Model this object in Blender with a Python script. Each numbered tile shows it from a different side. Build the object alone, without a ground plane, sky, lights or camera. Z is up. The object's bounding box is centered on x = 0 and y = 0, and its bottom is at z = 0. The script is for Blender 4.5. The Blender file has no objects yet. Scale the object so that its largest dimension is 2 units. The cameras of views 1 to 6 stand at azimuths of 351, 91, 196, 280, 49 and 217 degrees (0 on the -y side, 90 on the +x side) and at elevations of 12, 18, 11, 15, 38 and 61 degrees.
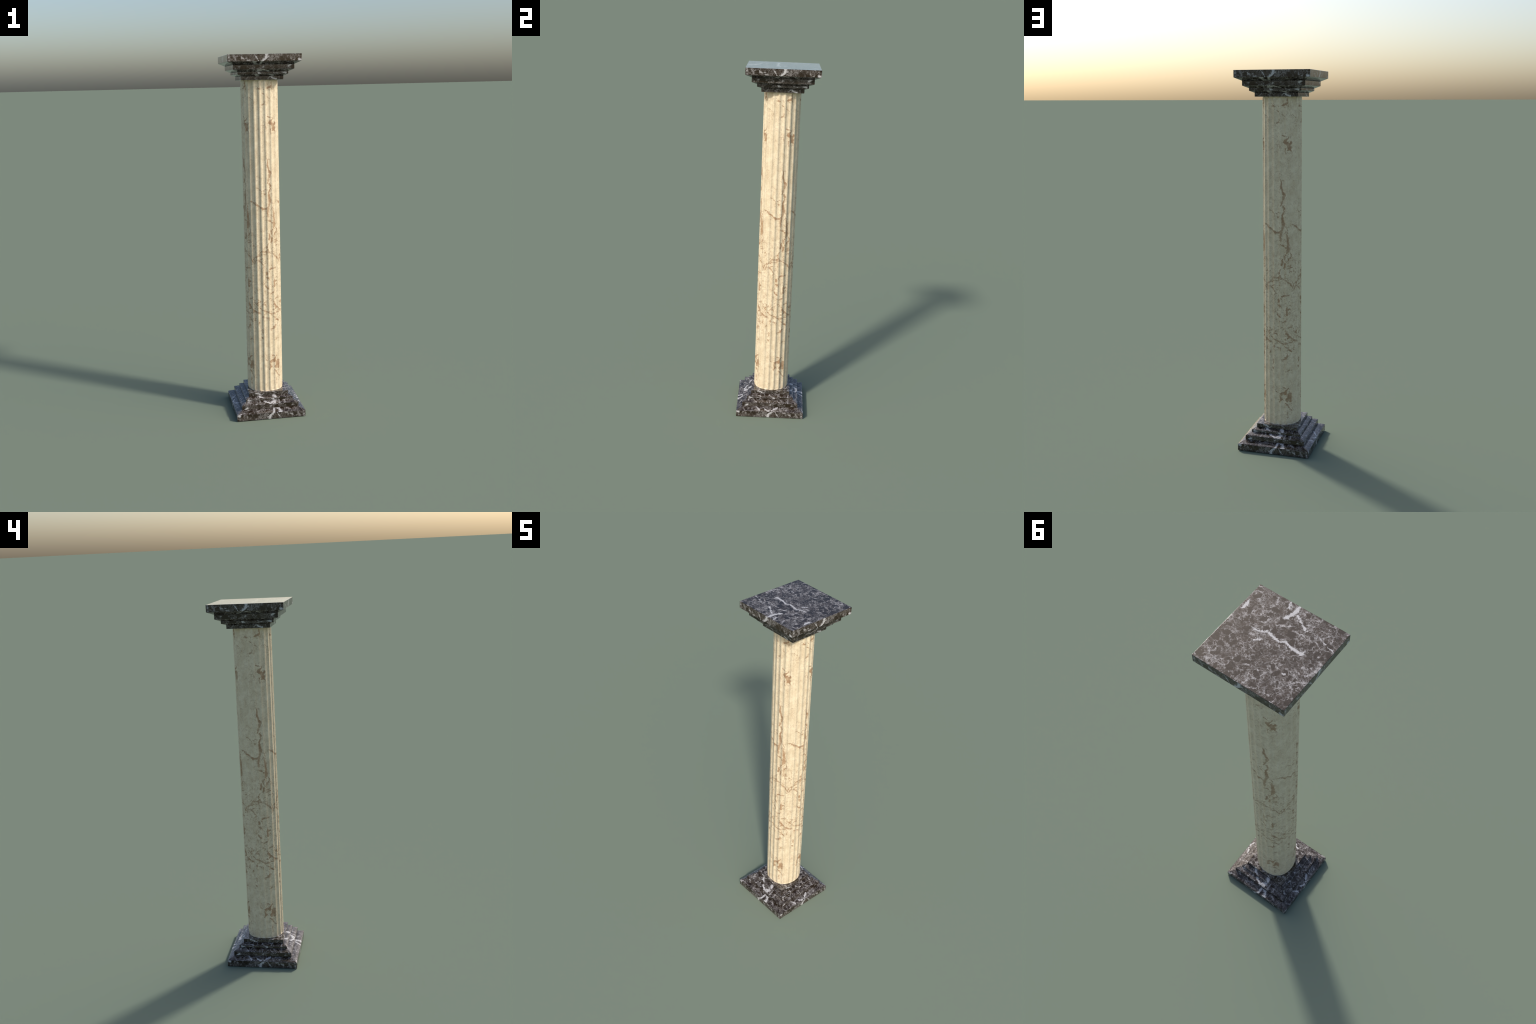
"""Fluted marble column: a cream veined shaft between two stepped blocks of
dark brown breccia marble.  The capital is the base turned upside down."""
import bpy, bmesh, math
from mathutils import Vector

# ---------------------------------------------------------------- dimensions
HEIGHT = 2.0
STEP_HALF = [0.1955, 0.1625, 0.1353, 0.1128]      # half widths of the four slabs
STEP_FOOT = [0.0000, 0.0517, 0.0880, 0.1102]      # z where each riser starts
STEP_HEAD = [0.0362, 0.0755, 0.1003, 0.1294]      # z where each riser ends
EDGE = 0.0012                                     # eased edges of the slabs
RADIUS = 0.1004                                   # crest of the flutes, facing x or y
SQUARENESS = 0.0036                               # the round is a little full on the diagonals
FLUTES = 20
FLUTE_DEPTH = 0.0048
TURN = math.radians(90.0)                         # the vein pattern repeats every quarter turn
SEAM = math.radians(-29.0)

# Veins as strokes of the mason's eye: (angle deg, height m, half width mm)
SHAFT_VEINS = {
    'feather': [
        [(30.6, 1.866, 1.6), (29.5, 1.853, 3.6), (32.1, 1.842, 3.6), (26.4, 1.834, 6.1), (19.3, 1.829, 4.7), (14.2, 1.827, 1.1)],
        [(30.6, 0.529, 1.3), (30.0, 0.511, 4.5), (24.0, 0.5, 6.0), (14.3, 0.494, 1.5)],
    ],
    'comma': [
        [(-14.1, 1.828, 2.3), (-10.6, 1.825, 2.5), (-5.6, 1.823, 2.0)],
    ],
    'fleck': [
        [(32.7, 1.827, 2.0), (31.6, 1.814, 1.4)],
        [(22.3, 1.819, 1.6), (23.3, 1.816, 1.6)],
        [(5.0, 1.821, 2.0), (6.0, 1.82, 1.8)],
        [(0.8, 1.799, 1.4), (5.0, 1.795, 1.8)],
        [(0.0, 1.262, 1.8), (3.3, 1.26, 1.4)],
        [(15.5, 0.673, 2.4), (14.9, 0.669, 2.4)],
        [(52.2, 0.56, 2.6), (51.5, 0.549, 4.5)],
        [(75.5, 0.494, 2.3), (77.8, 0.475, 2.1)],
        [(-12.8, 0.494, 2.5), (-12.9, 0.474, 3.2)],
        [(-23.2, 0.538, 3.0), (-24.0, 0.53, 2.6)],
        [(-15.4, 0.449, 2.3), (-14.2, 0.443, 1.9)],
        [(33.9, 0.436, 2.1), (29.4, 0.43, 1.7)],
        [(-10.2, 0.571, 2.6), (-9.6, 0.563, 2.3)],
        [(-1.0, 0.563, 1.7), (4.6, 0.561, 1.9)],
        [(30.0, 0.19, 1.9), (31.1, 0.189, 1.9)],
        [(31.1, 0.172, 1.7), (31.5, 0.17, 1.7)],
    ],
    'thread': [
        [(14.2, 1.781, 0.9), (21.8, 1.774, 1.4)],
        [(-4.7, 1.733, 1.3), (3.4, 1.743, 1.3), (9.0, 1.755, 0.7)],
        [(44.9, 1.781, 0.7), (62.6, 1.765, 1.1)],
        [(54.8, 1.736, 1.3), (65.0, 1.741, 1.3), (70.0, 1.748, 0.9)],
        [(8.4, 1.119, 1.3), (15.8, 1.112, 1.6), (25.2, 1.103, 1.6)],
        [(-22.4, 1.298, 0.9), (-7.7, 1.277, 1.4), (4.4, 1.288, 1.1)],
    ],
    'blotch': [
        [(17.1, 1.677, 3.6), (23.3, 1.671, 2.1)],
        [(34.8, 1.669, 3.0), (30.6, 1.659, 3.6), (24.3, 1.652, 7.5), (24.3, 1.642, 8.1), (31.6, 1.633, 8.1), (39.8, 1.636, 5.4), (42.6, 1.648, 2.2)],
        [(33.8, 1.631, 9.0), (36.5, 1.617, 10.8), (36.5, 1.619, 9.0), (38.1, 1.61, 5.7), (42.7, 1.598, 2.5)],
        [(30.6, 1.603, 2.5), (34.9, 1.604, 2.5)],
        [(24.3, 1.611, 2.5), (24.3, 1.59, 0.9)],
        [(6.9, 1.628, 1.4), (9.9, 1.615, 2.1)],
    ],
    'trunk': [
        [(10.3, 1.457, 1.4), (12.9, 1.435, 3.6), (12.3, 1.412, 4.5), (17.0, 1.392, 4.3), (21.1, 1.377, 6.8), (19.0, 1.36, 4.7), (16.9, 1.346, 2.2), (13.8, 1.331, 3.6), (10.7, 1.32, 2.2)],
        [(16.9, 1.319, 2.3), (20.6, 1.306, 4.0), (19.0, 1.297, 2.5), (22.6, 1.29, 1.6), (18.5, 1.279, 3.1), (15.3, 1.268, 3.6), (16.4, 1.253, 5.8), (16.9, 1.235, 6.9), (17.4, 1.217, 8.0), (14.8, 1.195, 4.0), (11.6, 1.176, 5.1), (10.0, 1.158, 4.4), (10.5, 1.14, 3.3)],
        [(24.2, 1.213, 1.6), (31.1, 1.198, 1.4), (30.6, 1.181, 1.5), (28.4, 1.172, 4.0), (31.1, 1.154, 5.1), (32.7, 1.133, 5.5), (32.7, 1.113, 5.8), (33.3, 1.105, 6.9), (33.3, 1.086, 9.5), (29.5, 1.074, 5.1)],
    ],
    'branch': [
        [(-45.2, 1.226, 1.8), (-33.0, 1.212, 5.1), (-18.7, 1.198, 3.3), (-6.7, 1.181, 5.8), (2.1, 1.178, 3.3), (11.6, 1.189, 2.9)],
    ],
    'fork': [
        [(39.5, 1.073, 2.4), (43.6, 1.055, 2.4), (35.0, 1.043, 2.0), (33.9, 1.032, 2.0), (27.3, 1.027, 1.6)],
        [(25.2, 1.065, 2.4), (21.5, 1.052, 2.7), (23.1, 1.035, 1.8)],
        [(48.2, 0.652, 1.9), (58.4, 0.641, 2.6), (67.3, 0.63, 1.5)],
        [(65.5, 0.653, 3.0), (59.2, 0.642, 1.5)],
    ],
    'clump': [
        [(15.7, 1.041, 1.6), (15.7, 1.02, 4.0), (12.5, 1.011, 3.3)],
        [(24.1, 1.016, 4.7), (21.5, 0.998, 3.1), (22.5, 0.988, 1.6)],
        [(32.2, 0.991, 3.1), (43.6, 0.996, 2.4)],
        [(40.7, 0.974, 1.5), (53.1, 0.975, 1.8)],
        [(13.5, 0.84, 4.4), (28.4, 0.847, 3.3), (35.6, 0.846, 1.8)],
        [(2.7, 0.825, 5.5), (4.9, 0.812, 3.0)],
    ],
    'arch': [
        [(10.4, 0.987, 3.3), (4.0, 0.962, 3.3), (9.3, 0.949, 6.2), (-2.6, 0.941, 4.8), (-13.1, 0.945, 3.3), (-18.1, 0.93, 3.3), (-29.4, 0.915, 2.4), (-39.7, 0.898, 3.3), (-34.3, 0.885, 1.9)],
        [(13.5, 0.938, 5.1), (3.9, 0.93, 3.3), (-13.1, 0.924, 3.7)],
        [(25.2, 0.966, 2.2), (20.9, 0.949, 2.2)],
        [(28.4, 0.939, 2.0), (16.7, 0.93, 2.9), (25.2, 0.928, 2.9), (32.8, 0.916, 5.9), (40.7, 0.906, 5.9), (45.5, 0.892, 4.8), (53.2, 0.875, 4.8), (60.3, 0.896, 4.8), (61.8, 0.912, 2.0), (76.3, 0.927, 2.4), (79.8, 0.952, 1.3)],
        [(-9.6, 0.904, 3.3), (-22.2, 0.89, 4.1), (-12.0, 0.881, 5.9), (-5.0, 0.859, 3.1), (-12.1, 0.848, 2.0)],
    ],
    'dash': [
        [(2.7, 0.797, 3.3), (13.4, 0.785, 1.3)],
        [(-5.2, 0.762, 1.3), (-0.7, 0.745, 2.0), (8.6, 0.729, 3.7)],
        [(14.4, 0.697, 2.6), (20.8, 0.704, 2.0), (26.7, 0.709, 1.7)],
        [(35.0, 0.67, 2.0), (44.4, 0.674, 1.7)],
        [(-12.5, 0.64, 2.2), (-2.0, 0.639, 3.7)],
        [(19.7, 0.572, 0.7), (31.7, 0.556, 2.1), (42.7, 0.539, 3.4)],
        [(-5.9, 0.32, 1.5), (1.5, 0.308, 2.7)],
    ],
    'trefoil': [
        [(28.9, 0.784, 1.7), (27.3, 0.769, 4.1), (38.4, 0.768, 2.2)],
        [(27.8, 0.767, 3.7), (28.9, 0.755, 3.1), (28.9, 0.742, 5.9)],
    ],
    'clover': [
        [(27.3, 0.64, 6.7), (32.8, 0.628, 3.2), (38.5, 0.621, 4.7), (31.7, 0.614, 4.9)],
        [(39.7, 0.619, 2.6), (52.2, 0.598, 5.3)],
    ],
    'sickle': [
        [(-23.0, 0.623, 1.9), (-12.6, 0.608, 2.4), (2.4, 0.598, 2.8), (13.3, 0.585, 2.2), (19.7, 0.583, 3.2), (33.9, 0.586, 1.9), (45.7, 0.592, 2.4), (56.3, 0.598, 3.8), (71.1, 0.589, 2.3)],
    ],
    'stain': [
        [(19.0, 0.34, 3.8), (25.0, 0.334, 2.3)],
        [(34.5, 0.333, 2.7), (25.0, 0.321, 5.3), (23.9, 0.307, 9.2), (13.0, 0.304, 8.0)],
        [(35.1, 0.298, 8.6), (40.4, 0.304, 6.9), (36.3, 0.282, 11.1), (36.3, 0.281, 11.1), (29.4, 0.268, 9.2)],
        [(41.0, 0.295, 5.0), (41.0, 0.26, 4.2)],
        [(7.6, 0.295, 1.9), (11.9, 0.275, 5.0), (6.4, 0.257, 1.2)],
    ],
    'crack': [
        [(22.8, 0.256, 1.7), (30.6, 0.242, 2.7), (36.3, 0.224, 3.5), (44.1, 0.209, 2.5)],
    ],}

# white calcite on the flat face of the end slabs: (x m, y m, half width mm)
PLATE_VEINS = [
    [(0.113, 0.021, 2.7), (0.072, 0.02, 4.7), (0.044, 0.038, 6.1), (0.011, 0.029, 6.7), (-0.015, 0.025, 5.3),
     (-0.031, 0.037, 6.7), (-0.057, 0.03, 6.0), (-0.083, 0.026, 7.6), (-0.107, 0.027, 7.3), (-0.112, 0.043, 2.0)],
    [(0.054, 0.191, 5.2), (0.048, 0.165, 6.2)],
    [(0.018, 0.19, 6.2), (0.016, 0.167, 11.0), (0.023, 0.138, 7.5), (0.03, 0.123, 9.6)],
    [(0.0, 0.155, 6.2), (-0.031, 0.135, 5.8), (-0.062, 0.116, 5.4)],
    [(-0.074, 0.124, 1.3), (-0.119, 0.118, 2.0), (-0.16, 0.105, 2.0), (-0.189, 0.098, 3.3)],
    [(0.185, 0.12, 2.8), (0.179, 0.089, 8.3), (0.181, 0.069, 2.8)],
    [(0.063, -0.019, 4.7), (0.043, -0.002, 5.4)],
    [(-0.102, -0.077, 4.2), (-0.111, -0.075, 4.2)],
]
PLATE_WISPS = [
    [(-0.037, 0.093, 1.7), (-0.071, 0.094, 1.7), (-0.107, 0.112, 1.3)],
    [(0.098, 0.132, 3.8), (0.092, 0.158, 4.2), (0.106, 0.183, 1.7)],
    [(0.09, -0.003, 3.4), (0.077, -0.006, 4.0)],
    [(-0.133, -0.103, 2.2), (-0.157, -0.081, 4.5), (-0.193, -0.057, 3.9)],
    [(-0.173, -0.037, 2.9), (-0.192, -0.006, 5.5), (-0.189, 0.023, 3.3), (-0.168, 0.045, 1.6)],
    [(-0.136, -0.063, 2.6), (-0.15, -0.044, 2.6)],
    [(0.024, -0.119, 3.9), (0.013, -0.119, 2.6)],
    [(-0.053, -0.108, 3.2), (-0.048, -0.133, 2.3), (-0.022, -0.163, 2.3), (-0.017, -0.188, 1.6)],
    [(0.185, 0.184, 7.0), (0.173, 0.176, 5.6)],
    [(0.181, 0.153, 2.8), (0.16, 0.141, 4.2), (0.126, 0.117, 2.1)],
    [(0.179, -0.138, 3.0), (0.152, -0.133, 2.7)],
    [(-0.071, 0.175, 4.1), (-0.08, 0.168, 3.1)],
    [(0.024, 0.084, 3.0), (-0.009, 0.106, 2.7)],
    [(0.088, 0.069, 2.4), (0.077, 0.062, 2.4), (0.073, 0.088, 1.7)],
    [(-0.137, 0.058, 1.7), (-0.174, 0.045, 2.3)],
]

# calcite on the sloping treads: (along the side m, distance from the axis m, half width mm);
# the two sides across x carry another cut of the stone, listed with 1 m added to the distance
TREAD_VEINS = [
    [(0.02, 0.1668, 6.5), (0.014, 0.1912, 6.5)],
    [(0.019, 0.1653, 3.5), (0.047, 0.1667, 5.8), (0.056, 0.1897, 5.8), (0.045, 0.1945, 4.6)],
    [(-0.031, 0.1387, 3.2), (-0.014, 0.1495, 6.5), (0.001, 0.1599, 5.1), (0.018, 0.1498, 6.0), (0.03, 0.1391, 6.5)],
    [(0.016, 0.1659, 3.7), (0.031, 0.1481, 6.9)],
    [(-0.063, 0.1116, 4.1), (-0.05, 0.1207, 6.0), (-0.035, 0.1317, 4.1)],
    [(0.027, 0.1165, 7.8), (0.037, 0.1285, 7.8)],
    [(-0.077, 1.166, 3.1), (-0.06, 1.1874, 3.9)],
    [(-0.034, 1.1731, 3.1), (-0.022, 1.1855, 3.5), (0.002, 1.1922, 3.5)],
    [(0.044, 1.1666, 3.9), (0.023, 1.1794, 6.6), (0.011, 1.1891, 3.1)],
]
TREAD_WISPS = [
    [(-0.083, 0.1649, 2.8), (-0.075, 0.1613, 2.8), (-0.067, 0.1695, 2.8), (-0.076, 0.1774, 2.8)],
    [(0.09, 0.1682, 2.8), (0.108, 0.1789, 2.8)],
    [(0.056, 0.1388, 2.8), (0.051, 0.1576, 3.2)],
    [(0.084, 0.1416, 5.5), (0.086, 0.1568, 5.5)],
    [(-0.125, 0.1400, 4.8), (-0.112, 0.1375, 4.0)],
    [(-0.092, 0.0985, 4.5), (-0.082, 0.1000, 3.7)],
    [(-0.021, 0.0975, 4.1), (-0.012, 0.1062, 3.2)],
    [(-0.185, 0.1965, 4.1), (-0.172, 0.1877, 3.2)],
    [(0.098, 1.1666, 2.0), (0.098, 1.1901, 2.0)],
    [(0.075, 1.173, 1.8), (0.063, 1.1892, 1.8)],
    [(-0.094, 1.1417, 3.1), (-0.076, 1.1593, 3.9)],
    [(-0.068, 1.1404, 2.2), (-0.055, 1.1478, 3.1)],
    [(0.057, 1.1396, 2.0), (0.051, 1.1596, 2.0)],
    [(0.104, 1.1373, 2.0), (0.101, 1.1572, 2.0)],
    [(-0.132, 1.1436, 3.1), (-0.113, 1.1395, 3.1)],
    [(0.041, 1.1163, 3.1), (0.046, 1.1283, 3.1)],
    [(-0.004, 1.1227, 3.1), (0.003, 1.1319, 2.6)],
    [(0.105, 1.1144, 1.8), (0.104, 1.1308, 1.8)],
    [(-0.066, 1.1299, 3.1), (-0.056, 1.1322, 2.2)],
    [(-0.071, 1.0913, 3.5), (-0.063, 1.1007, 2.6)],
    [(0.042, 1.1035, 3.5), (0.059, 1.107, 3.1)],
]

# calcite on the upright faces: (along the side m, height m, half width mm)
RISER_VEINS = [
    [(0.056, 0.0009, 2.0), (0.044, 0.017, 2.4), (0.029, 0.0374, 2.0)],
    [(-0.01, 0.0019, 9.0), (-0.006, 0.0199, 5.9), (0.017, 0.0387, 4.1)],
    [(-0.182, 0.0303, 6.3), (-0.191, 0.0337, 4.5)],
    [(-0.13, 0.0596, 5.0), (-0.143, 0.0555, 4.1)],
    [(0.024, 0.0929, 4.5), (0.017, 0.0952, 4.1)],
    [(-0.107, 0.0911, 3.2), (-0.121, 0.0935, 5.4)],
    [(-0.039, 0.1123, 3.6), (-0.057, 0.1203, 4.1), (-0.073, 0.1283, 3.2)],
]
RISER_WISPS = [
    [(-0.003, 0.022, 2.3), (-0.018, 0.0121, 2.3), (-0.043, 0.0124, 1.6)],
    [(0.122, 0.0073, 2.7), (0.121, 0.02, 2.7), (0.095, 0.0183, 2.7)],
    [(0.148, 0.0238, 2.7), (0.117, 0.0222, 2.7)],
    [(-0.179, 0.0099, 2.7), (-0.173, 0.0269, 2.7)],
    [(-0.092, 0.0053, 2.7), (-0.081, 0.0233, 2.3)],
    [(0.091, 0.029, 3.2), (0.08, 0.0334, 2.7)],
    [(0.187, 0.0041, 3.6), (0.183, 0.0316, 2.3)],
    [(-0.123, 0.0133, 1.6), (-0.15, 0.0308, 1.8)],
    [(0.019, 0.0612, 3.2), (0.016, 0.0742, 3.6)],
    [(-0.001, 0.0616, 2.3), (0.008, 0.0679, 1.8)],
    [(0.139, 0.0569, 2.3), (0.126, 0.0614, 1.8)],
    [(-0.057, 0.0923, 3.2), (-0.08, 0.0971, 2.7)],
    [(-0.107, 0.1136, 2.3), (-0.107, 0.1279, 2.3)],
]


# ---------------------------------------------------------------- node helper
class Net:
    """Small wrapper that lets a node tree be written as expressions."""

    def __init__(self, name):
        self.mat = bpy.data.materials.new(name)
        self.mat.use_nodes = True
        self.t = self.mat.node_tree
        self.bsdf = next(n for n in self.t.nodes if n.type == 'BSDF_PRINCIPLED')

    def _set(self, sock, v):
        if isinstance(v, bpy.types.NodeSocket):
            self.t.links.new(v, sock)
        else:
            sock.default_value = v

    def math(self, op, a, b=0.0, c=0.0, clamp=False):
        n = self.t.nodes.new('ShaderNodeMath')
        n.operation = op
        n.use_clamp = clamp
        for i, v in enumerate((a, b, c)):
            self._set(n.inputs[i], v)
        return n.outputs[0]

    def vec(self, op, a, b=(0, 0, 0), scale=1.0):
        n = self.t.nodes.new('ShaderNodeVectorMath')
        n.operation = op
        self._set(n.inputs[0], a)
        self._set(n.inputs[1], b)
        if op == 'SCALE':
            self._set(n.inputs['Scale'], scale)
        return n.outputs['Value'] if op in ('DOT_PRODUCT', 'LENGTH', 'DISTANCE') else n.outputs['Vector']

    def combine(self, x, y, z=0.0):
        n = self.t.nodes.new('ShaderNodeCombineXYZ')
        for i, v in enumerate((x, y, z)):
            self._set(n.inputs[i], v)
        return n.outputs[0]

    def position(self):
        n = self.t.nodes.new('ShaderNodeTexCoord')
        s = self.t.nodes.new('ShaderNodeSeparateXYZ')
        self.t.links.new(n.outputs['Object'], s.inputs[0])
        return n.outputs['Object'], s.outputs[0], s.outputs[1], s.outputs[2]

    def noise(self, p, scale, detail=3.0, rough=0.55, colour=False):
        n = self.t.nodes.new('ShaderNodeTexNoise')
        self._set(n.inputs['Vector'], p)
        n.inputs['Scale'].default_value = scale
        n.inputs['Detail'].default_value = detail
        n.inputs['Roughness'].default_value = rough
        return n.outputs['Color'] if colour else n.outputs['Fac']

    def cells(self, p, scale, feature='DISTANCE_TO_EDGE'):
        n = self.t.nodes.new('ShaderNodeTexVoronoi')
        n.feature = feature
        self._set(n.inputs['Vector'], p)
        n.inputs['Scale'].default_value = scale
        return n.outputs['Distance'] if feature == 'DISTANCE_TO_EDGE' else n.outputs['Color']

    def ramp(self, v, lo, hi, to0=0.0, to1=1.0):
        n = self.t.nodes.new('ShaderNodeMapRange')
        n.interpolation_type = 'SMOOTHSTEP'
        for i, x in enumerate((v, lo, hi, to0, to1)):
            self._set(n.inputs[i], x)
        return n.outputs[0]

    def mix(self, f, a, b):
        n = self.t.nodes.new('ShaderNodeMix')
        n.data_type = 'RGBA'
        self._set(n.inputs['Factor'], f)
        for s, v in ((n.inputs[6], a), (n.inputs[7], b)):
            self._set(s, v if isinstance(v, bpy.types.NodeSocket) else (*v, 1.0))
        return n.outputs[2]

    def warp(self, p, scale, amount, detail=2.0):
        c = self.noise(p, scale, detail, 0.6, colour=True)
        c = self.vec('SUBTRACT', c, (0.5, 0.5, 0.5))
        return self.vec('ADD', p, self.vec('SCALE', c, scale=amount))

    def strokes(self, p, lines):
        """Signed distance (m) from p to the nearest tapering stroke."""
        best = 1.0
        for line in lines:
            for (ax, ay, ar), (bx, by, br) in zip(line, line[1:]):
                ba = Vector((bx - ax, by - ay, 0))
                n = self.t.nodes.new('ShaderNodeGroup')
                n.node_tree = stroke_group()
                for i, v in enumerate((p, best, ax, ay, ba[:], (ba / max(ba.length_squared, 1e-9))[:], ar, br - ar)):
                    self._set(n.inputs[i], v)
                best = n.outputs[0]
        return best


def stroke_group():
    """Node group: nearest of the distance so far and that to one tapering stroke."""
    g = bpy.data.node_groups.get('vein_stroke')
    if g:
        return g
    g = bpy.data.node_groups.new('vein_stroke', 'ShaderNodeTree')
    for name, kind in (('Point', 'Vector'), ('Best', 'Float'), ('Ax', 'Float'), ('Ay', 'Float'),
                       ('Along', 'Vector'), ('Dual', 'Vector'), ('Radius', 'Float'), ('Taper', 'Float')):
        g.interface.new_socket(name, in_out='INPUT', socket_type='NodeSocket' + kind)
    g.interface.new_socket('Best', in_out='OUTPUT', socket_type='NodeSocketFloat')
    net = Net.__new__(Net)
    net.t = g
    i = g.nodes.new('NodeGroupInput').outputs
    o = g.nodes.new('NodeGroupOutput').inputs
    # the tiny term makes each stroke wait for the one before (keeps the shader stack short)
    ay = net.math('MULTIPLY_ADD', i[1], 1e-12, i[3])
    pa = net.vec('SUBTRACT', i[0], net.combine(i[2], ay))
    h = net.math('MULTIPLY', net.vec('DOT_PRODUCT', pa, i[5]), 1.0, clamp=True)
    d = net.vec('DISTANCE', pa, net.vec('SCALE', i[4], scale=h))
    d = net.math('SUBTRACT', d, net.math('MULTIPLY_ADD', h, i[7], i[6]))
    g.links.new(net.math('MINIMUM', i[1], d), o[0])
    return g


def metres(lines, sx=1.0):
    return [[(x * sx, y, r * 0.001) for x, y, r in line] for line in lines]


# ---------------------------------------------------------------- materials
DARK = (0.020, 0.012, 0.006)
BROWN = (0.042, 0.029, 0.020)
GREY = (0.140, 0.122, 0.110)
PALE = (0.38, 0.36, 0.35)
WHITE = (0.57, 0.55, 0.54)


def finish(net, colour, rough, spec=0.5):
    net.t.links.new(colour, net.bsdf.inputs['Base Color'])
    net.bsdf.inputs['Roughness'].default_value = rough
    net.bsdf.inputs['Specular IOR Level'].default_value = spec
    return net.mat


def dark_marble(name, face, veins, wisps):
    n = Net(name)
    _, x, y, z = n.position()
    if face == 'plate':
        p = n.combine(x, y)
    else:
        # fold the four sides onto one: u runs along the side, o away from the axis
        ax, ay = n.math('ABSOLUTE', x), n.math('ABSOLUTE', y)
        on_x = n.math('GREATER_THAN', ax, ay)
        ux = n.math('MULTIPLY', n.math('SIGN', x), y)
        uy = n.math('MULTIPLY', n.math('SIGN', y), n.math('MULTIPLY', x, -1.0))
        u = n.math('ADD', n.math('MULTIPLY', on_x, ux),
                   n.math('MULTIPLY', n.math('SUBTRACT', 1.0, on_x), uy))
        if face == 'tread':
            p = n.combine(u, n.math('ADD', n.math('MAXIMUM', ax, ay), on_x))
        else:
            p = n.combine(u, n.math('ADD', z, 3.0))
    q = n.warp(p, 22.0, 0.035, 3.0)
    q = n.warp(q, 110.0, 0.008)
    # calcite: the large veins, their edges eaten into by noise
    bent = n.warp(p, 55.0, 0.010, 3.0)
    lift = (0.0, 3.0, 0.0) if face == 'riser' else (0.0, 0.0, 0.0)
    at = n.vec('SUBTRACT', bent, lift)
    ragged = n.math('ADD', n.math('MULTIPLY_ADD', n.noise(p, 85.0, 6.0, 0.75), 0.032, -0.0155),
                    n.math('MULTIPLY_ADD', n.noise(p, 380.0, 2.0, 0.6), 0.008, -0.004))
    d = n.math('ADD', n.strokes(at, metres(veins)), n.math('ADD', ragged, 0.0012 if face == 'plate' else 0.0))
    white = n.ramp(d, 0.0018, -0.0018)
    w = n.math('ADD', n.strokes(at, metres(wisps)), n.math('MULTIPLY', ragged, 1.5))
    wisp = n.ramp(w, 0.0022, -0.0026)
    halo = n.ramp(n.math('MINIMUM', d, w), 0.020, 0.0)
    # network of fine veins between the clasts of the breccia
    big = n.ramp(n.cells(q, 27.0 if face == 'plate' else 36.0), 0.060, 0.0)
    small = n.ramp(n.cells(n.vec('ADD', q, (0.37, 0.11, 0.2)), 80.0), 0.11, 0.0)
    ridge = n.math('ABSOLUTE', n.math('SUBTRACT', n.noise(n.vec('ADD', q, (0, 0, 9.1)), 32.0, 5.0, 0.6), 0.5))
    ridge = n.ramp(ridge, 0.022, 0.0)
    m1 = n.ramp(n.noise(n.vec('ADD', p, (3.1, 0, 0)), 15.0, 4.0, 0.65), 0.46, 0.62)
    m2 = n.ramp(n.noise(n.vec('ADD', p, (0, 5.7, 0)), 24.0, 5.0, 0.7), 0.43, 0.58)
    m2 = n.math('MAXIMUM', m2, n.math('MULTIPLY', halo, 0.6))
    cloud = n.ramp(n.noise(q, 75.0, 8.0, 0.80), 0.45, 0.66)
    cloud = n.math('MULTIPLY', cloud, n.math('MULTIPLY_ADD', m2, 0.85, 0.12))
    lace = n.math('ADD', n.math('MULTIPLY', big, n.math('MULTIPLY_ADD', m1, 0.75, 0.18)),
                  n.math('MULTIPLY', small, n.math('MULTIPLY_ADD', m2, 0.75, 0.04)), clamp=True)
    lace = n.math('MAXIMUM', lace, n.math('MULTIPLY', ridge, n.math('MULTIPLY_ADD', m1, 0.6, 0.25)))
    lace = n.math('MULTIPLY', lace, n.ramp(n.noise(p, 70.0, 4.0, 0.65), 0.34, 0.56, 0.22, 1.15), clamp=True)
    speck = n.ramp(n.noise(n.vec('ADD', p, (0, 0, 4.4)), 330.0, 2.0, 0.5), 0.66, 0.74)
    clast = n.ramp(n.noise(n.vec('ADD', q, (0, 0, 1.7)), 30.0, 4.0, 0.55), 0.38, 0.66)
    c = n.mix(clast, DARK, BROWN)
    c = n.mix(n.math('MULTIPLY', cloud, 0.58 if face == 'riser' else 0.65), c, GREY)
    c = n.mix(n.math('MULTIPLY', lace, {'plate': 0.88, 'tread': 0.78, 'riser': 0.52}[face]), c, PALE)
    c = n.mix(n.math('MULTIPLY', speck, 0.15), c, PALE)
    c = n.mix(n.math('MULTIPLY', wisp, n.ramp(n.noise(p, 130.0, 4.0, 0.7), 0.3, 0.6, 0.35, 1.0)), c, PALE)
    c = n.mix(white, c, n.mix(n.noise(p, 90.0, 3.0), (0.40, 0.39, 0.39), WHITE))
    # rounded dark clasts lying in the paler matter
    k = n.warp(n.vec('ADD', p, (0.9, 0.4, 0.0)), 60.0, 0.012)
    size = {'riser': 30.0, 'tread': 44.0, 'plate': 33.0}[face]
    pick = n.ramp(n.cells(k, size, 'F1'), 0.50, 0.54)
    lump = n.math('MULTIPLY', n.ramp(n.cells(k, size), 0.10, 0.17), pick)
    lump = n.math('MULTIPLY', lump, n.math('MULTIPLY_ADD', white, -0.85, 0.92))
    c = n.mix(lump, c, DARK)
    return finish(n, c, 0.09)


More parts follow.
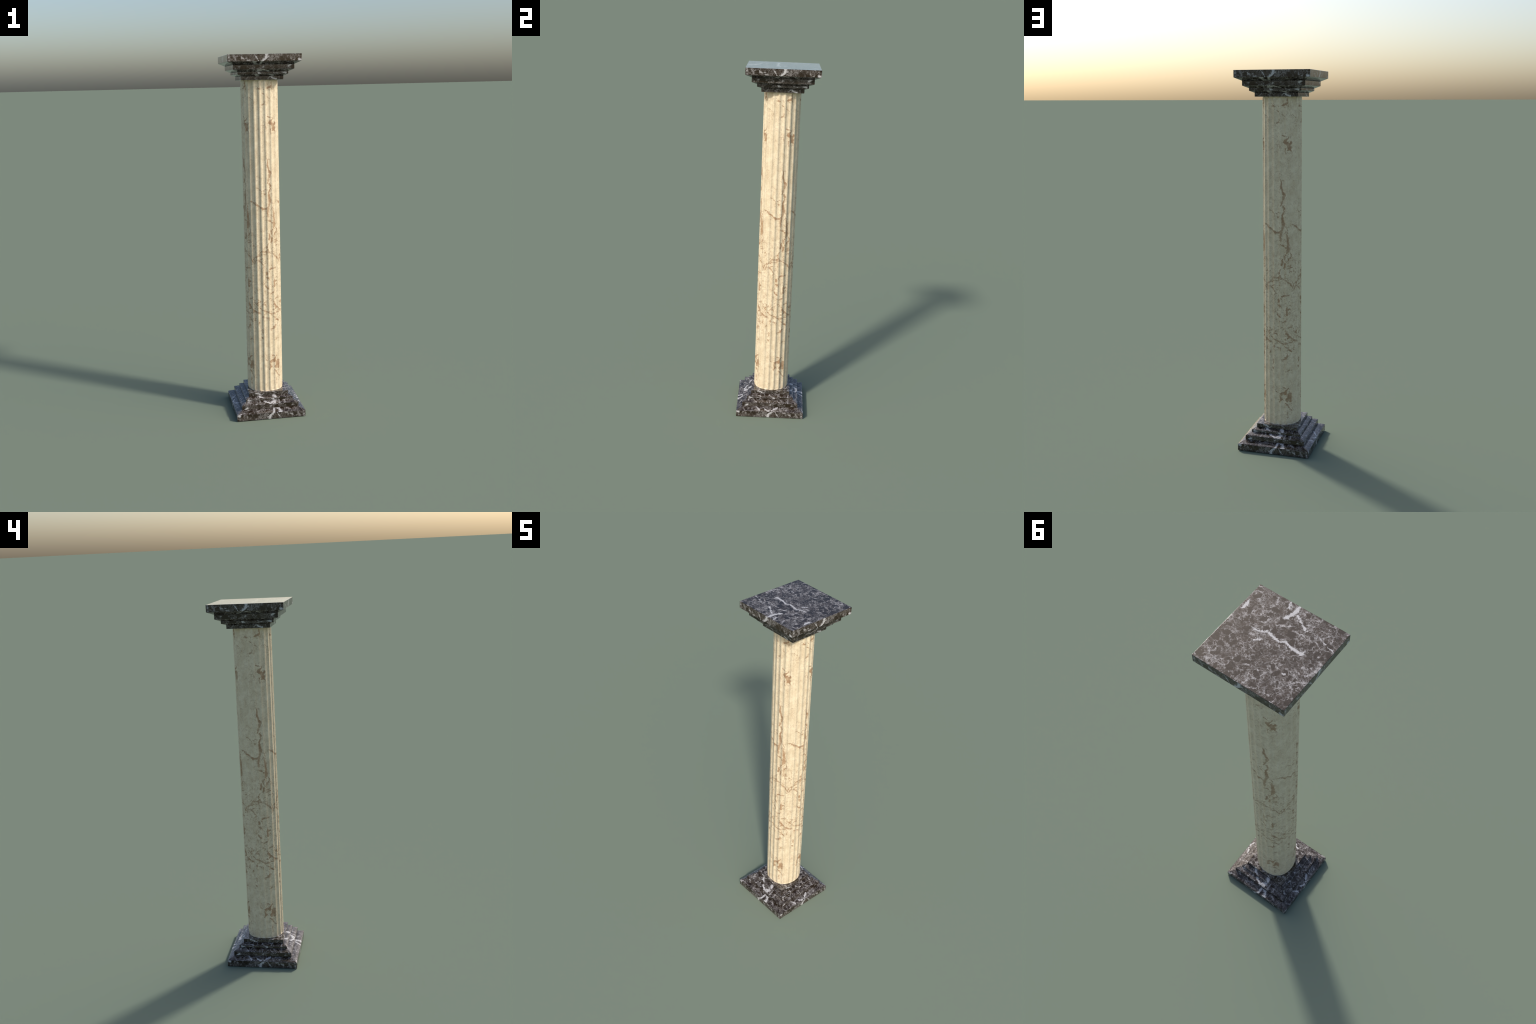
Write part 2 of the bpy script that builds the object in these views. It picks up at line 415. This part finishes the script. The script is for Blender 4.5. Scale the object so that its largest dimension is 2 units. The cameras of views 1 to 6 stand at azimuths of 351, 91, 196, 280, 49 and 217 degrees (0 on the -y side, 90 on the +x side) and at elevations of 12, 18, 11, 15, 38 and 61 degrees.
def cream_marble():
    n = Net('cream_marble')
    _, x, y, z = n.position()
    az = n.math('ARCTAN2', x, n.math('MULTIPLY', y, -1.0))
    f = n.math('DIVIDE', n.math('SUBTRACT', az, SEAM), TURN)
    f = n.math('SUBTRACT', f, n.math('FLOOR', f))
    u = n.math('MULTIPLY_ADD', f, TURN * RADIUS, SEAM * RADIUS)
    p = n.combine(u, z)
    # the same coordinate closed into a small ring, so that noise has no seam
    ang = n.math('MULTIPLY', f, 2 * math.pi)
    r = TURN * RADIUS / (2 * math.pi)
    ring = n.combine(n.math('MULTIPLY', n.math('COSINE', ang), r),
                     n.math('MULTIPLY', n.math('SINE', ang), r), z)
    arc = math.radians(1.0) * RADIUS
    lines = []
    for kind, group in SHAFT_VEINS.items():
        for line in metres(group, arc):
            if kind == 'arch':          # a broken band rather than a solid vein
                line = [(a, b, w * 0.55) for a, b, w in line]
            lines.append(line)
            xs = [q[0] for q in line]
            for side in (-1, 1):        # strokes that run over the seam come back on the other side
                if (side > 0 and min(xs) < SEAM * RADIUS + 0.012) or \
                   (side < 0 and max(xs) > (SEAM + TURN) * RADIUS - 0.012):
                    lines.append([(a + side * TURN * RADIUS, b, w) for a, b, w in line])
    wob = n.vec('SUBTRACT', n.noise(ring, 70.0, 4.0, 0.65, colour=True), (0.5, 0.5, 0.5))
    d = n.strokes(n.vec('ADD', p, n.vec('MULTIPLY', wob, (0.010, 0.012, 0.0))), lines)
    ragged = n.math('ADD', n.math('MULTIPLY_ADD', n.noise(ring, 130.0, 6.0, 0.72), 0.020, -0.0100),
                    n.math('MULTIPLY_ADD', n.noise(ring, 480.0, 2.0, 0.6), 0.007, -0.0035))
    vein = n.ramp(n.math('ADD', d, ragged), 0.0016, -0.0008)
    near = n.ramp(n.math('ADD', d, n.math('MULTIPLY_ADD', n.noise(ring, 45.0, 3.0, 0.6), 0.04, -0.020)), 0.020, 0.002)
    # crumbs and hair cracks around the veins
    q = n.warp(ring, 45.0, 0.024, 3.0)
    # the stone is most broken in the middle and lower part of the drum
    rich = n.math('MULTIPLY', n.ramp(z, 0.50, 0.62), n.ramp(z, 1.12, 0.98))
    crumb = n.ramp(n.noise(ring, 105.0, 6.0, 0.70), 0.54, 0.60)
    field = n.ramp(n.noise(n.vec('ADD', ring, (0.6, 0, 0)), 30.0, 4.0, 0.65), 0.42, 0.54)
    field = n.math('MULTIPLY', field, n.math('MULTIPLY_ADD', rich, 0.65, 0.10))
    crumb = n.math('MULTIPLY', crumb, n.math('ADD', n.math('MULTIPLY', near, 0.75), field, clamp=True))
    hair = n.ramp(n.cells(q, 46.0), 0.060, 0.006)
    hair = n.math('MULTIPLY', hair, n.ramp(n.math('MULTIPLY_ADD', rich, 0.06, n.noise(ring, 34.0, 4.0, 0.65)), 0.45, 0.60))
    ridge = n.math('ABSOLUTE', n.math('SUBTRACT', n.noise(n.vec('ADD', q, (0, 0, 5.0)), 40.0, 4.0, 0.6), 0.5))
    hair = n.math('MAXIMUM', hair, n.math('MULTIPLY', n.ramp(ridge, 0.016, 0.0),
                  n.ramp(n.noise(n.vec('ADD', ring, (1.3, 0, 0)), 28.0, 4.0, 0.6), 0.48, 0.64)))
    dust = n.ramp(n.noise(n.vec('ADD', ring, (0, 0, 7.3)), 380.0, 3.0, 0.6), 0.58, 0.72)
    cloud = n.ramp(n.noise(ring, 30.0, 6.0, 0.65), 0.36, 0.64)
    c = n.mix(cloud, CREAM_LOW, CREAM)
    c = n.mix(n.math('MULTIPLY', n.ramp(n.noise(n.vec('ADD', ring, (2.2, 0, 0)), 70.0, 6.0, 0.7), 0.46, 0.68), 0.42),
              c, (0.56, 0.41, 0.25))
    c = n.mix(n.math('MULTIPLY', dust, 0.30), c, (0.38, 0.26, 0.16))
    c = n.mix(n.math('MULTIPLY', hair, 0.46), c, (0.36, 0.205, 0.12))
    brown = n.mix(n.noise(ring, 120.0, 4.0, 0.6), (0.25, 0.130, 0.063), (0.45, 0.272, 0.148))
    c = n.mix(n.math('MULTIPLY', crumb, 0.8), c, brown)
    c = n.mix(n.math('MULTIPLY', vein, n.ramp(n.noise(ring, 55.0, 4.0, 0.6), 0.35, 0.60, 0.62, 0.92)), c, brown)
    return finish(n, c, 0.35)


CREAM = (0.79, 0.673, 0.478)
CREAM_LOW = (0.68, 0.560, 0.378)

# ---------------------------------------------------------------- geometry
def square_loft(profile):
    """Closed solid from a list of (half width, z) squares, bottom to top."""
    bm = bmesh.new()
    rings = [[bm.verts.new((sx * w, sy * w, z)) for sx, sy in ((-1, -1), (1, -1), (1, 1), (-1, 1))]
             for w, z in profile]
    for lo, hi in zip(rings, rings[1:]):
        for i in range(4):
            j = (i + 1) % 4
            bm.faces.new((lo[i], lo[j], hi[j], hi[i]))
    bm.faces.new(rings[0][::-1])
    bm.faces.new(rings[-1])
    return bm


def slab_mesh(k, mats):
    w, foot, head = STEP_HALF[k], STEP_FOOT[k], STEP_HEAD[k]
    profile = [(w, foot), (w, head)]
    if k < 3:                                   # tread slopes up to the next riser, and 4 mm under it
        w1, f1 = STEP_HALF[k + 1], STEP_FOOT[k + 1]
        slope = (f1 - head) / (w - w1)
        profile.append((w1 - 0.004, f1 + 0.004 * slope))
    bm = square_loft(profile)
    inner = profile[-1] if k < 3 else None
    edges = [e for e in bm.edges
             if not (inner and all(abs(v.co.z - inner[1]) < 1e-6 for v in e.verts))]
    bmesh.ops.bevel(bm, geom=edges, offset=EDGE, segments=3, profile=0.5, affect='EDGES')
    for f in bm.faces:
        nz = f.normal.z
        f.smooth = True
        f.material_index = 2 if nz > 0.5 else (0 if nz < -0.7 else 1)
    me = bpy.data.meshes.new('slab')
    bm.to_mesh(me)
    bm.free()
    for m in mats:
        me.materials.append(m)
    # weighted normals keep the big faces flat and only round the eased edges
    ob = bpy.data.objects.new('slab_builder', me)
    bpy.context.scene.collection.objects.link(ob)
    mod = ob.modifiers.new('weighted', 'WEIGHTED_NORMAL')
    mod.weight = 100
    deps = bpy.context.evaluated_depsgraph_get()
    out = bpy.data.meshes.new_from_object(ob.evaluated_get(deps))
    bpy.data.objects.remove(ob)
    out.name = 'slab'
    return out


def shaft_mesh(mat):
    per = 16
    count = FLUTES * per
    z0, z1 = STEP_HEAD[3] - 0.002, HEIGHT - STEP_HEAD[3] + 0.002
    # the flutes run out to a plain round in the last few millimetres at either end
    runout = [(0.0, 0.0), (0.002, 0.05), (0.0035, 0.35), (0.005, 0.75), (0.007, 0.95), (0.009, 1.0)]
    levels = [(z0 + h, k) for h, k in runout]
    levels += [(z0 + (z1 - z0) * j / 20, 1.0) for j in range(1, 20)]
    levels += [(z1 - h, k) for h, k in reversed(runout)]
    bm = bmesh.new()
    rings = []
    for z, cut in levels:
        ring = []
        for i in range(count):
            a = 2 * math.pi * i / count
            t = (0.5 - 0.5 * math.cos(a * FLUTES)) ** 1.4   # 0 in the valley, 1 on the narrower crest
            t = 0.3 * t + 0.7 * t * t * (3.0 - 2.0 * t)      # walls steeper than a plain wave
            full = RADIUS + SQUARENESS * (0.5 - 0.5 * math.cos(4 * a))
            r = full - FLUTE_DEPTH * (cut * (1.0 - t) + 0.4 * (1.0 - cut))
            ring.append(bm.verts.new((r * math.sin(a), -r * math.cos(a), z)))
        rings.append(ring)
    for lo, hi in zip(rings, rings[1:]):
        for i in range(count):
            k = (i + 1) % count
            bm.faces.new((lo[i], lo[k], hi[k], hi[i])).smooth = True
    bm.faces.new(rings[0][::-1])
    bm.faces.new(rings[-1])
    me = bpy.data.meshes.new('shaft')
    bm.to_mesh(me)
    bm.free()
    me.materials.append(mat)
    return me


def build():
    col = bpy.context.scene.collection
    mats = [dark_marble('dark_marble_plate', 'plate', PLATE_VEINS, PLATE_WISPS),
            dark_marble('dark_marble_riser', 'riser', RISER_VEINS, RISER_WISPS),
            dark_marble('dark_marble_tread', 'tread', TREAD_VEINS, TREAD_WISPS)]
    column = bpy.data.objects.new('marble_column', None)
    column.empty_display_size = 0.2
    column['label'] = 'tall fluted cream marble column with dark stepped base and capital'
    column['category'] = 'column'
    col.objects.link(column)

    def part(name, mesh, flip=False):
        ob = bpy.data.objects.new(name, mesh)
        ob.parent = column
        if flip:                                # the capital is the base turned over
            ob.rotation_euler = (math.pi, 0, 0)
            ob.location = (0, 0, HEIGHT)
        col.objects.link(ob)

    for k in range(4):
        mesh = slab_mesh(k, mats)
        part('plinth' if k == 0 else 'base_step', mesh)
        part('abacus' if k == 0 else 'capital_step', mesh, flip=True)
    part('shaft', shaft_mesh(cream_marble()))


build()
